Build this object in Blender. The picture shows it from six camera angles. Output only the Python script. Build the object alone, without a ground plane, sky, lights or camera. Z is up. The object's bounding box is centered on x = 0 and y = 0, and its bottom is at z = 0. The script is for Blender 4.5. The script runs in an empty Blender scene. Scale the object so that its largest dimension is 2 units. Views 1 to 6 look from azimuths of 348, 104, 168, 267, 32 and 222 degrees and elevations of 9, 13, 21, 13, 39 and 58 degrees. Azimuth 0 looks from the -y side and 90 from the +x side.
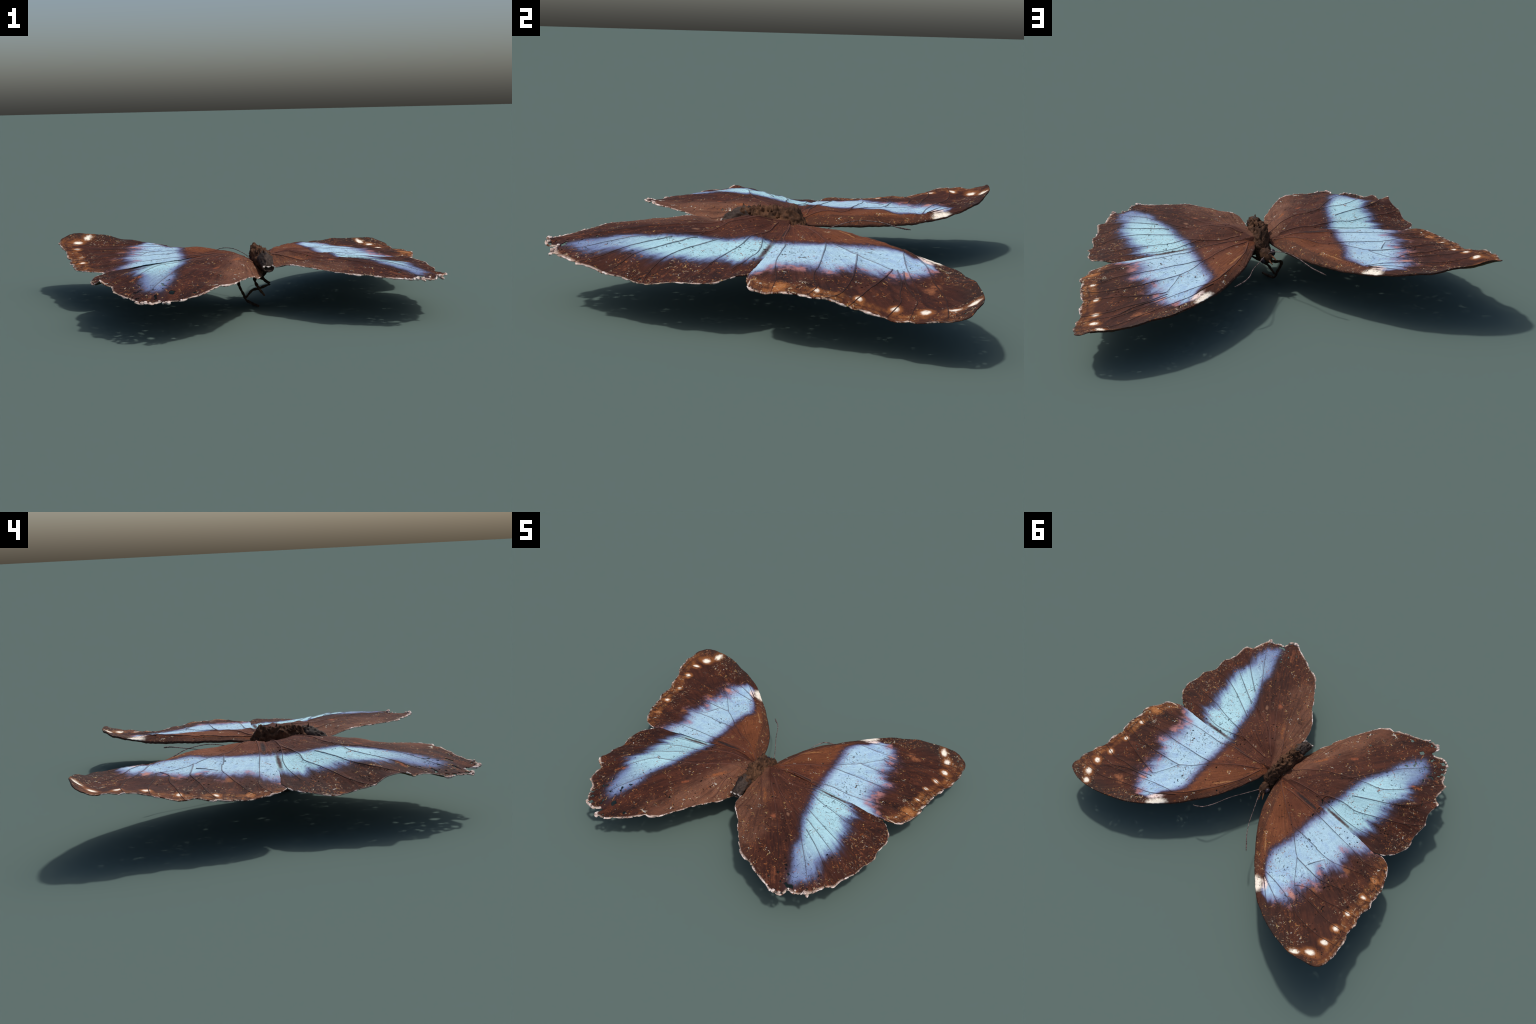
# A large dried, worn butterfly lying with its wings spread: two forewings and two
# hindwings (dark brown, a pale blue band across each, white spots near the tips),
# a crumpled dark body, head with eyes, palps and two hair-thin antennae, legs.
import bpy, bmesh, math, random
import numpy as np
from mathutils import Vector, noise
from mathutils.geometry import delaunay_2d_cdt

random.seed(7)
rng = np.random.default_rng(7)

# ------------------------------------------------------------------ measured control points
# Every wing is given by its edge (a 3D curve), a few heights on its relief, and its veins
# (in plan). F = forewing, H = hindwing, R / L = the +x / -x side.
FR_EDGE = [
    (0.069, 0.073, 0.238), (0.077, 0.115, 0.24), (0.105, 0.195, 0.241), (0.125, 0.246, 0.236), (0.158, 0.32, 0.234),
    (0.196, 0.388, 0.229), (0.257, 0.469, 0.219), (0.301, 0.53, 0.215), (0.352, 0.585, 0.213), (0.405, 0.637, 0.214),
    (0.462, 0.686, 0.213), (0.524, 0.731, 0.215), (0.586, 0.762, 0.211), (0.646, 0.788, 0.216), (0.69, 0.803, 0.212),
    (0.744, 0.816, 0.21), (0.796, 0.824, 0.21), (0.839, 0.827, 0.208), (0.881, 0.824, 0.206), (0.924, 0.812, 0.202),
    (0.968, 0.792, 0.182), (0.987, 0.767, 0.177), (0.992, 0.745, 0.17), (0.989, 0.725, 0.162), (0.996, 0.695, 0.162),
    (0.997, 0.668, 0.159), (0.986, 0.624, 0.15), (0.986, 0.603, 0.151), (0.985, 0.581, 0.149), (0.972, 0.554, 0.144),
    (0.962, 0.529, 0.146), (0.962, 0.506, 0.155), (0.962, 0.469, 0.165), (0.956, 0.439, 0.168),
    (0.947, 0.412, 0.169), (0.944, 0.407, 0.17), (0.951, 0.378, 0.183), (0.956, 0.344, 0.189), (0.956, 0.308, 0.193),
    (0.946, 0.275, 0.191), (0.945, 0.246, 0.194), (0.952, 0.218, 0.2), (0.952, 0.189, 0.197), (0.944, 0.161, 0.191),
    (0.93, 0.131, 0.183), (0.916, 0.101, 0.182), (0.898, 0.073, 0.185), (0.866, 0.052, 0.19), (0.826, 0.037, 0.197),
    (0.789, 0.032, 0.205), (0.777, 0.031, 0.203),
]
FR_INNER = [
    (0.775, 0.033, 0.208), (0.722, 0.032, 0.215), (0.627, 0.037, 0.222), (0.55, 0.038, 0.226), (0.475, 0.039, 0.229),
    (0.404, 0.037, 0.234), (0.362, 0.035, 0.239), (0.298, 0.034, 0.248), (0.191, 0.033, 0.257),
    (0.114, 0.026, 0.253),
]
FR_CREASE = [
    (0.117, 0.104, 0.251), (0.144, 0.181, 0.253), (0.163, 0.23, 0.253), (0.194, 0.302, 0.25), (0.229, 0.366, 0.246),
    (0.286, 0.447, 0.24), (0.328, 0.508, 0.234), (0.374, 0.563, 0.227), (0.423, 0.618, 0.22), (0.474, 0.671, 0.213),
]
FR_RELIEF = [
    (0.832, 0.797, 0.183), (0.881, 0.739, 0.171), (0.905, 0.65, 0.164), (0.895, 0.552, 0.16), (0.885, 0.431, 0.183),
    (0.893, 0.293, 0.198), (0.89, 0.17, 0.203), (0.414, 0.609, 0.221), (0.344, 0.219, 0.244), (0.485, 0.363, 0.231),
    (0.572, 0.502, 0.207), (0.594, 0.553, 0.201), (0.713, 0.652, 0.182), (0.382, 0.022, 0.236),
    (0.096, 0.048, 0.249), (0.166, 0.236, 0.253), (0.233, 0.312, 0.247), (0.4, 0.425, 0.231), (0.48, 0.475, 0.221),
]
FR_VEINS = [
   [
    (0.107, 0.055), (0.144, 0.082), (0.244, 0.153), (0.345, 0.229), (0.419, 0.309), (0.482, 0.362), (0.524, 0.435),
    (0.568, 0.501),
   ],
   [
    (0.354, 0.22), (0.425, 0.233), (0.56, 0.246), (0.665, 0.254), (0.72, 0.252), (0.805, 0.266), (0.875, 0.288),
    (0.941, 0.271),
   ],
   [
    (0.482, 0.362), (0.577, 0.372), (0.732, 0.384), (0.888, 0.37), (0.951, 0.333),
   ],
   [
    (0.568, 0.501), (0.714, 0.472), (0.862, 0.436), (0.94, 0.409),
   ],
   [
    (0.564, 0.518), (0.671, 0.546), (0.766, 0.552), (0.85, 0.562), (0.96, 0.53),
   ],
   [
    (0.569, 0.541), (0.702, 0.567), (0.814, 0.614), (0.898, 0.61), (0.982, 0.605),
   ],
   [
    (0.1, 0.063), (0.151, 0.219), (0.258, 0.396), (0.357, 0.509), (0.421, 0.524), (0.537, 0.549), (0.664, 0.588),
    (0.829, 0.635),
   ],
   [
    (0.348, 0.518), (0.476, 0.605), (0.647, 0.657), (0.786, 0.706), (0.962, 0.724),
   ],
   [
    (0.124, 0.029), (0.214, 0.046), (0.347, 0.057), (0.433, 0.081), (0.575, 0.087), (0.691, 0.106), (0.824, 0.14),
    (0.927, 0.148),
   ],
]
HR_EDGE = [
    (0.791, 0.028, 0.204), (0.814, 0.016, 0.207), (0.845, -0.01, 0.206), (0.878, -0.042, 0.197),
    (0.891, -0.071, 0.193), (0.901, -0.1, 0.191), (0.905, -0.133, 0.191), (0.898, -0.167, 0.187),
    (0.895, -0.21, 0.185), (0.905, -0.249, 0.179), (0.895, -0.285, 0.17), (0.878, -0.322, 0.164),
    (0.874, -0.357, 0.168), (0.875, -0.39, 0.181), (0.874, -0.42, 0.183), (0.854, -0.455, 0.18),
    (0.842, -0.49, 0.189), (0.839, -0.527, 0.201), (0.838, -0.566, 0.207), (0.831, -0.582, 0.205),
    (0.816, -0.59, 0.202), (0.796, -0.609, 0.2), (0.782, -0.643, 0.208), (0.772, -0.672, 0.212),
    (0.76, -0.709, 0.216), (0.757, -0.72, 0.221), (0.737, -0.704, 0.226), (0.719, -0.722, 0.208),
    (0.689, -0.739, 0.214), (0.658, -0.737, 0.22), (0.649, -0.761, 0.215), (0.639, -0.791, 0.223),
    (0.607, -0.805, 0.229), (0.583, -0.798, 0.23), (0.543, -0.775, 0.232), (0.499, -0.756, 0.234),
    (0.456, -0.737, 0.237), (0.41, -0.711, 0.241), (0.357, -0.692, 0.244), (0.322, -0.674, 0.248),
    (0.292, -0.645, 0.25), (0.251, -0.59, 0.253), (0.197, -0.519, 0.257), (0.159, -0.464, 0.259),
    (0.102, -0.402, 0.261), (0.073, -0.358, 0.254), (0.062, -0.319, 0.243), (0.055, -0.289, 0.236),
    (0.057, -0.246, 0.234),
]
HR_RELIEF = [
    (0.381, 0.004, 0.24), (0.26, -0.178, 0.28), (0.524, -0.274, 0.247), (0.318, -0.351, 0.27),
    (0.375, -0.288, 0.265), (0.63, -0.703, 0.232), (0.347, -0.677, 0.25), (0.389, -0.693, 0.245),
    (0.521, -0.508, 0.258), (0.407, -0.408, 0.268), (0.599, -0.794, 0.234), (0.179, -0.255, 0.257),
    (0.1, -0.192, 0.254), (0.161, -0.091, 0.287), (0.334, -0.212, 0.261), (0.33, -0.034, 0.251),
    (0.202, -0.026, 0.245), (0.107, -0.048, 0.269), (0.399, -0.057, 0.255), (0.64, -0.086, 0.217),
    (0.745, -0.405, 0.226), (0.425, -0.125, 0.241), (0.24, -0.03, 0.241),
]
HR_VEINS = [
   [
    (0.11, -0.047), (0.162, -0.09), (0.257, -0.176), (0.396, -0.242), (0.455, -0.257), (0.523, -0.274),
   ],
   [
    (0.132, -0.018), (0.231, -0.032), (0.332, -0.037), (0.401, -0.015), (0.519, 0.001), (0.632, -0.014),
    (0.753, -0.036),
   ],
   [
    (0.332, -0.037), (0.404, -0.063), (0.554, -0.094), (0.654, -0.118), (0.812, -0.137),
   ],
   [
    (0.396, -0.242), (0.482, -0.339), (0.562, -0.446), (0.635, -0.537), (0.716, -0.646),
   ],
   [
    (0.425, -0.166), (0.66, -0.276), (0.812, -0.319), (0.885, -0.314),
   ],
   [
    (0.472, -0.252), (0.652, -0.352), (0.78, -0.427), (0.847, -0.463),
   ],
   [
    (0.523, -0.335), (0.626, -0.411), (0.744, -0.509), (0.817, -0.576),
   ],
   [
    (0.079, -0.102), (0.152, -0.207), (0.221, -0.315), (0.273, -0.41),
   ],
   [
    (0.164, -0.133), (0.293, -0.286), (0.426, -0.473), (0.57, -0.691),
   ],
]
FL_EDGE = [
    (-0.018, 0.031, 0.236), (-0.035, 0.093, 0.232), (-0.058, 0.167, 0.233), (-0.083, 0.23, 0.232),
    (-0.119, 0.296, 0.23), (-0.162, 0.359, 0.226), (-0.202, 0.411, 0.224), (-0.244, 0.46, 0.224),
    (-0.283, 0.507, 0.227), (-0.337, 0.561, 0.231), (-0.361, 0.584, 0.234), (-0.399, 0.622, 0.238),
    (-0.443, 0.659, 0.251), (-0.479, 0.686, 0.257), (-0.524, 0.709, 0.264), (-0.58, 0.738, 0.275),
    (-0.638, 0.759, 0.277), (-0.693, 0.778, 0.297), (-0.756, 0.791, 0.309), (-0.81, 0.797, 0.313),
    (-0.855, 0.794, 0.32), (-0.896, 0.786, 0.323), (-0.926, 0.778, 0.319), (-0.949, 0.77, 0.309),
    (-0.971, 0.754, 0.301), (-0.986, 0.73, 0.292), (-0.992, 0.703, 0.283), (-0.994, 0.679, 0.283),
    (-0.994, 0.659, 0.289), (-0.998, 0.629, 0.286), (-0.987, 0.603, 0.28), (-0.987, 0.583, 0.28),
    (-0.988, 0.555, 0.278), (-0.976, 0.521, 0.268), (-0.96, 0.494, 0.257), (-0.954, 0.465, 0.251),
    (-0.956, 0.439, 0.243), (-0.955, 0.408, 0.234), (-0.937, 0.378, 0.225), (-0.935, 0.37, 0.224),
    (-0.935, 0.335, 0.231), (-0.943, 0.301, 0.226), (-0.941, 0.276, 0.222), (-0.926, 0.243, 0.215),
    (-0.925, 0.212, 0.212), (-0.923, 0.181, 0.211), (-0.923, 0.154, 0.209), (-0.912, 0.126, 0.209),
    (-0.903, 0.105, 0.209), (-0.889, 0.077, 0.21), (-0.871, 0.045, 0.213), (-0.856, 0.023, 0.214),
    (-0.835, 0.006, 0.214), (-0.802, -0.008, 0.213), (-0.769, -0.01, 0.211), (-0.735, 0.003, 0.216),
]
FL_INNER = [
    (-0.735, 0.003, 0.216), (-0.668, -0.001, 0.222), (-0.602, -0.002, 0.229), (-0.575, 0.003, 0.232),
    (-0.507, 0, 0.239), (-0.439, -0.002, 0.248), (-0.376, 0.002, 0.256), (-0.315, 0.008, 0.264),
    (-0.255, 0.015, 0.271), (-0.191, 0.019, 0.275), (-0.123, 0.019, 0.269), (-0.049, 0.012, 0.249),
]
FL_CREASE = [
    (-0.075, 0.081, 0.255), (-0.097, 0.154, 0.257), (-0.121, 0.212, 0.259), (-0.154, 0.274, 0.259),
    (-0.195, 0.335, 0.259), (-0.233, 0.386, 0.256), (-0.274, 0.436, 0.251), (-0.31, 0.483, 0.248),
    (-0.361, 0.537, 0.247), (-0.382, 0.562, 0.248), (-0.418, 0.602, 0.251), (-0.457, 0.642, 0.257),
    (-0.488, 0.671, 0.263),
]
FL_RELIEF = [
    (-0.828, 0.769, 0.289), (-0.89, 0.711, 0.272), (-0.907, 0.618, 0.276), (-0.896, 0.513, 0.263),
    (-0.879, 0.394, 0.234), (-0.877, 0.257, 0.223), (-0.854, 0.131, 0.209), (-0.404, 0.595, 0.25),
    (-0.315, 0.215, 0.256), (-0.464, 0.344, 0.249), (-0.558, 0.477, 0.248), (-0.586, 0.527, 0.256),
    (-0.392, 0.521, 0.247), (-0.308, 0.427, 0.251), (-0.337, 0.342, 0.264), (-0.66, 0.225, 0.244),
    (-0.22, 0.225, 0.251), (-0.545, 0.637, 0.257),
]
FL_VEINS = [
   [
    (-0.041, 0.033), (-0.138, 0.108), (-0.226, 0.167), (-0.3, 0.209), (-0.365, 0.265), (-0.429, 0.32),
    (-0.453, 0.338), (-0.511, 0.415), (-0.557, 0.472), (-0.58, 0.487),
   ],
   [
    (-0.306, 0.206), (-0.393, 0.21), (-0.491, 0.217), (-0.494, 0.222), (-0.615, 0.22), (-0.748, 0.166),
    (-0.856, 0.108),
   ],
   [
    (-0.453, 0.338), (-0.556, 0.347), (-0.635, 0.35), (-0.75, 0.315), (-0.875, 0.278), (-0.927, 0.251),
   ],
   [
    (-0.557, 0.472), (-0.616, 0.435), (-0.726, 0.43), (-0.852, 0.396), (-0.893, 0.386), (-0.932, 0.373),
   ],
   [
    (-0.58, 0.487), (-0.707, 0.493), (-0.826, 0.508), (-0.923, 0.5), (-0.962, 0.492),
   ],
   [
    (-0.385, 0.52), (-0.504, 0.536), (-0.632, 0.57), (-0.709, 0.6), (-0.854, 0.609), (-0.986, 0.587),
   ],
   [
    (-0.393, 0.542), (-0.507, 0.593), (-0.611, 0.636), (-0.711, 0.677),
   ],
   [
    (-0.394, 0.549), (-0.464, 0.61), (-0.543, 0.679),
   ],
   [
    (-0.09, 0.056), (-0.222, 0.053), (-0.36, 0.057), (-0.503, 0.069), (-0.641, 0.079), (-0.744, 0.088),
    (-0.861, 0.047),
   ],
   [
    (-0.525, 0.327), (-0.549, 0.283), (-0.574, 0.239),
   ],
]
HL_EDGE = [
    (-0.755, -0.011, 0.213), (-0.785, -0.03, 0.205), (-0.808, -0.055, 0.204), (-0.833, -0.093, 0.201),
    (-0.846, -0.132, 0.196), (-0.85, -0.174, 0.189), (-0.843, -0.214, 0.187), (-0.838, -0.223, 0.19),
    (-0.834, -0.261, 0.196), (-0.838, -0.289, 0.205), (-0.84, -0.333, 0.211), (-0.83, -0.356, 0.218),
    (-0.815, -0.39, 0.237), (-0.814, -0.421, 0.245), (-0.82, -0.46, 0.252), (-0.813, -0.486, 0.245),
    (-0.785, -0.503, 0.226), (-0.772, -0.525, 0.232), (-0.772, -0.557, 0.232), (-0.77, -0.602, 0.224),
    (-0.765, -0.627, 0.217), (-0.731, -0.642, 0.2), (-0.716, -0.677, 0.2), (-0.694, -0.722, 0.2),
    (-0.68, -0.762, 0.195), (-0.654, -0.776, 0.189), (-0.615, -0.785, 0.186), (-0.582, -0.767, 0.19),
    (-0.56, -0.765, 0.192), (-0.557, -0.79, 0.194), (-0.567, -0.815, 0.196), (-0.543, -0.831, 0.2),
    (-0.505, -0.828, 0.202), (-0.466, -0.81, 0.204), (-0.44, -0.792, 0.207), (-0.409, -0.78, 0.212),
    (-0.377, -0.761, 0.217), (-0.341, -0.745, 0.226), (-0.316, -0.725, 0.236), (-0.3, -0.704, 0.238),
    (-0.266, -0.703, 0.236), (-0.232, -0.679, 0.237), (-0.206, -0.637, 0.237), (-0.173, -0.58, 0.233),
    (-0.132, -0.509, 0.229), (-0.101, -0.45, 0.221), (-0.073, -0.403, 0.214), (-0.07, -0.384, 0.203),
    (-0.05, -0.353, 0.198), (-0.032, -0.311, 0.193), (-0.022, -0.276, 0.188), (-0.003, -0.228, 0.188),
]
HL_RELIEF = [
    (-0.416, -0.278, 0.283), (-0.26, -0.375, 0.262), (-0.545, -0.715, 0.219), (-0.349, -0.04, 0.253),
    (-0.356, -0.388, 0.269), (-0.331, -0.428, 0.267), (-0.634, -0.778, 0.195), (-0.258, -0.69, 0.237),
    (-0.11, -0.227, 0.267), (-0.344, -0.257, 0.281), (-0.351, -0.039, 0.252), (-0.124, 0, 0.266),
    (-0.624, -0.086, 0.226), (-0.515, -0.154, 0.255), (-0.525, -0.314, 0.278), (-0.69, -0.395, 0.261),
    (-0.175, -0.385, 0.27), (-0.125, -0.285, 0.267), (-0.08, -0.19, 0.268), (-0.755, -0.45, 0.239),
    (-0.315, -0.61, 0.238),
]
HL_VEINS = [
   [
    (-0.021, -0.055), (-0.135, -0.131), (-0.207, -0.186), (-0.29, -0.229), (-0.341, -0.254), (-0.43, -0.288),
    (-0.525, -0.323), (-0.609, -0.414), (-0.664, -0.509), (-0.728, -0.638),
   ],
   [
    (-0.082, -0.012), (-0.177, -0.026), (-0.272, -0.04), (-0.359, -0.04), (-0.445, -0.033), (-0.567, -0.043),
    (-0.698, -0.08),
   ],
   [
    (-0.272, -0.04), (-0.332, -0.084), (-0.411, -0.107), (-0.5, -0.119), (-0.615, -0.176), (-0.744, -0.256),
    (-0.837, -0.336),
   ],
   [
    (-0.421, -0.171), (-0.508, -0.222), (-0.594, -0.274), (-0.713, -0.368), (-0.785, -0.501),
   ],
   [
    (-0.341, -0.254), (-0.429, -0.391), (-0.501, -0.505), (-0.567, -0.598), (-0.625, -0.685),
   ],
   [
    (-0.032, -0.157), (-0.086, -0.217), (-0.077, -0.337), (-0.097, -0.392),
   ],
]

# ------------------------------------------------------------------ helpers
def tps(points, lam=2e-4):
    """Thin-plate surface z(x, y) through the control points."""
    a = np.array(points, float)
    keep = []
    for q in a:
        if all(np.hypot(*(q[:2] - k[:2])) > 0.012 for k in keep):
            keep.append(q)
    a = np.array(keep)
    xy, z, n = a[:, :2], a[:, 2], len(a)

    def kern(p):
        d2 = ((p[:, None] - xy[None]) ** 2).sum(-1)
        return 0.5 * d2 * np.log(d2 + 1e-18)
    q = np.c_[np.ones(n), xy]
    w = np.linalg.solve(np.block([[kern(xy) + lam * np.eye(n), q], [q.T, np.zeros((3, 3))]]), np.r_[z, 0, 0, 0])

    def f(p):
        p = np.atleast_2d(np.asarray(p, float))
        return kern(p) @ w[:n] + w[n] + p @ w[n + 1:]
    return f


def smooth_path(pts, step, closed=False):
    """Catmull-Rom through pts, resampled to an even step."""
    p = np.array(pts, float)
    n = len(p)
    out = []
    for i in range(n if closed else n - 1):
        if closed:
            a, b, c, d = p[(i - 1) % n], p[i], p[(i + 1) % n], p[(i + 2) % n]
        else:
            a, b, c, d = p[max(i - 1, 0)], p[i], p[i + 1], p[min(i + 2, n - 1)]
        for t in np.linspace(0, 1, 12, endpoint=False):
            out.append(0.5 * (2 * b + (c - a) * t + (2 * a - 5 * b + 4 * c - d) * t * t + (3 * b - a - 3 * c + d) * t ** 3))
    out.append(p[0] if closed else p[-1])
    out = np.array(out)
    s = np.r_[0, np.cumsum(np.linalg.norm(np.diff(out, axis=0), axis=1))]
    m = max(2, int(round(s[-1] / step)) + 1)
    u = np.linspace(0, s[-1], m)
    return np.stack([np.interp(u, s, out[:, k]) for k in range(out.shape[1])], 1)


def inside(poly, p):
    x, y = p[:, 0], p[:, 1]
    r = np.zeros(len(p), bool)
    for a, b in zip(poly, np.roll(poly, -1, 0)):
        c = (a[1] > y) != (b[1] > y)
        with np.errstate(divide="ignore", invalid="ignore"):
            r ^= c & (x < (b[0] - a[0]) * (y - a[1]) / (b[1] - a[1]) + a[0])
    return r


def dist_to_path(path, p):
    best = np.full(len(p), 9.0)
    for a, b in zip(path[:-1], path[1:]):
        d = b - a
        t = np.clip(((p - a) @ d) / max(d @ d, 1e-12), 0, 1)
        best = np.minimum(best, np.linalg.norm(p - a - t[:, None] * d, axis=1))
    return best


def new_object(name, verts, faces, mats, parent=None, smooth=True, kind=None):
    me = bpy.data.meshes.new(name)
    me.from_pydata([tuple(v) for v in verts], [], [tuple(f) for f in faces])
    for m in mats:
        me.materials.append(m)
    if smooth:
        me.polygons.foreach_set("use_smooth", [True] * len(me.polygons))
    me.update()
    ob = bpy.data.objects.new(name, me)
    bpy.context.scene.collection.objects.link(ob)
    if parent:
        ob.parent = parent
    if kind:
        ob["kind"] = kind
    return ob


def tube(path, radii, sides=8, verts=None, faces=None, squash=1.0, cap=True):
    """Sweep a ring along path; appended to verts/faces."""
    verts = [] if verts is None else verts
    faces = [] if faces is None else faces
    path = np.asarray(path, float)
    tan = np.gradient(path, axis=0)
    tan /= np.linalg.norm(tan, axis=1)[:, None] + 1e-12
    base = len(verts)
    up = np.array([0, 0, 1.0])
    for i, (c, t, r) in enumerate(zip(path, tan, radii)):
        s = np.cross(t, up)
        if np.linalg.norm(s) < 0.05:
            s = np.cross(t, np.array([1.0, 0, 0]))
        s /= np.linalg.norm(s)
        w = np.cross(s, t)
        for k in range(sides):
            a = 2 * math.pi * k / sides
            verts.append(c + r * (math.cos(a) * s + squash * math.sin(a) * w))
    n = len(path)
    for i in range(n - 1):
        for k in range(sides):
            a, b = base + i * sides + k, base + i * sides + (k + 1) % sides
            faces.append((a, b, b + sides, a + sides))
    if cap:
        faces.append(tuple(base + k for k in range(sides))[::-1])
        faces.append(tuple(base + (n - 1) * sides + k for k in range(sides)))
    return verts, faces


# ------------------------------------------------------------------ node helper
class Nodes:
    def __init__(self, name):
        self.mat = bpy.data.materials.new(name)
        self.mat.use_nodes = True
        self.t = self.mat.node_tree
        self.t.nodes.clear()
        self.coord = self.t.nodes.new("ShaderNodeTexCoord").outputs["Object"]
        sep = self.t.nodes.new("ShaderNodeSeparateXYZ")
        self.t.links.new(self.coord, sep.inputs[0])
        self.x, self.y, self.z = sep.outputs

    def put(self, socket, v):
        if isinstance(v, bpy.types.NodeSocket):
            self.t.links.new(v, socket)
        elif isinstance(v, tuple) and len(v) == 3 and socket.type == "RGBA":
            socket.default_value = (*v, 1)
        else:
            socket.default_value = v

    def m(self, op, a, b=0.0, c=0.0, clamp=False):
        n = self.t.nodes.new("ShaderNodeMath")
        n.operation, n.use_clamp = op, clamp
        for s, v in zip(n.inputs, (a, b, c)):
            self.put(s, v)
        return n.outputs[0]

    def step(self, v, lo, hi, a=0.0, b=1.0):
        n = self.t.nodes.new("ShaderNodeMapRange")
        n.interpolation_type = "SMOOTHSTEP"
        for s, q in zip(n.inputs, (v, lo, hi, a, b)):
            self.put(s, q)
        return n.outputs[0]

    def mix(self, f, a, b):
        n = self.t.nodes.new("ShaderNodeMix")
        n.data_type = "RGBA"
        self.put(n.inputs[0], f)
        self.put(n.inputs[6], a)
        self.put(n.inputs[7], b)
        return n.outputs[2]

    def vec(self, a, b, c=0.0):
        n = self.t.nodes.new("ShaderNodeCombineXYZ")
        for s, v in zip(n.inputs, (a, b, c)):
            self.put(s, v)
        return n.outputs[0]

    def noise(self, scale, detail=3.0, rough=0.55, vec=None, offset=0.0, distort=0.0):
        n = self.t.nodes.new("ShaderNodeTexNoise")
        v = self.coord if vec is None else vec
        if offset:
            mp = self.t.nodes.new("ShaderNodeMapping")
            mp.inputs["Location"].default_value = (offset, offset * 0.7, offset * 1.3)
            self.t.links.new(v, mp.inputs[0])
            v = mp.outputs[0]
        self.t.links.new(v, n.inputs["Vector"])
        n.inputs["Scale"].default_value = scale
        n.inputs["Detail"].default_value = detail
        n.inputs["Roughness"].default_value = rough
        n.inputs["Distortion"].default_value = distort
        return n.outputs[0]

    def crack(self, scale, vec=None, randomness=1.0):
        n = self.t.nodes.new("ShaderNodeTexVoronoi")
        n.feature = "DISTANCE_TO_EDGE"
        self.t.links.new(self.coord if vec is None else vec, n.inputs["Vector"])
        n.inputs["Scale"].default_value = scale
        n.inputs["Randomness"].default_value = randomness
        return n.outputs["Distance"]

    def curve(self, v, pts):
        """Piecewise curve v -> value through (v, value) pairs."""
        v0, v1 = pts[0][0], pts[-1][0]
        t = self.m("DIVIDE", self.m("SUBTRACT", v, v0), v1 - v0, clamp=True)
        n = self.t.nodes.new("ShaderNodeFloatCurve")
        c = n.mapping.curves[0]
        n.mapping.use_clip = False
        while len(c.points) < len(pts):
            c.points.new(0.5, 0.5)
        for q, (a, b) in zip(c.points, pts):
            q.location = ((a - v0) / (v1 - v0), b)
        n.mapping.update()
        self.t.links.new(t, n.inputs["Value"])
        return n.outputs[0]

    def spot(self, ax, cx, cy, rx, ry, ang, wob=None):
        """Elliptic distance: 0 in the middle, 1 on the rim."""
        dx, dy = self.m("SUBTRACT", ax, cx), self.m("SUBTRACT", self.y, cy)
        ca, sa = math.cos(ang), math.sin(ang)
        u = self.m("ADD", self.m("MULTIPLY", dx, ca / rx), self.m("MULTIPLY", dy, sa / rx))
        v = self.m("ADD", self.m("MULTIPLY", dx, -sa / ry), self.m("MULTIPLY", dy, ca / ry))
        d = self.m("SQRT", self.m("ADD", self.m("MULTIPLY", u, u), self.m("MULTIPLY", v, v)))
        return d if wob is None else self.m("ADD", d, wob)

    def finish(self, colour, rough=0.75, spec=0.15, bump=None, strength=0.3, dist=0.004, translucent=0.0):
        p = self.t.nodes.new("ShaderNodeBsdfPrincipled")
        self.put(p.inputs["Base Color"], colour)
        self.put(p.inputs["Roughness"], rough)
        p.inputs["Specular IOR Level"].default_value = spec
        if bump is not None:
            b = self.t.nodes.new("ShaderNodeBump")
            b.inputs["Strength"].default_value = strength
            b.inputs["Distance"].default_value = dist
            self.t.links.new(bump, b.inputs["Height"])
            self.t.links.new(b.outputs[0], p.inputs["Normal"])
        out = self.t.nodes.new("ShaderNodeOutputMaterial")
        sh = p.outputs[0]
        self.t.links.new(sh, out.inputs[0])
        return self.mat


# ------------------------------------------------------------------ materials
def band_mask(g, ax, inner, outer, streak, seed, soft_in, soft_out):
    w = g.m("MULTIPLY", g.m("SUBTRACT", streak, 0.46), 0.15)
    fuzz = g.m("MULTIPLY", g.m("SUBTRACT", g.noise(48, 4, 0.65, offset=seed), 0.5), 0.035)
    a = g.m("SUBTRACT", g.m("ADD", ax, g.m("ADD", fuzz, g.m("MULTIPLY", w, 0.2))), g.curve(g.y, inner))
    b = g.m("ADD", g.m("SUBTRACT", g.curve(g.y, outer), ax), g.m("ADD", w, fuzz))
    return g.m("MINIMUM", g.step(a, -soft_in * 0.5, soft_in), g.step(b, -soft_out * 0.5, soft_out))


def polar_edge(ring, bx, by, lo, hi, n=44):
    """Wing edge as radius over angle about the wing root, for margin-following markings."""
    dx, dy = np.abs(ring[:, 0]) - bx, ring[:, 1] - by
    th, rad = np.arctan2(dy, dx), np.hypot(dx, dy)
    pts = []
    for t in np.linspace(lo, hi, n):
        near = np.abs(th - t) < 0.035
        w = np.exp(-((th[near] - t) / 0.012) ** 2) * (rad[near] > 0.6 * rad[near].max()) if near.any() else []
        pts.append((float(t), float((w * rad[near]).sum() / max(w.sum(), 1e-9)) if len(w) else 0.3))
    return pts


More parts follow.
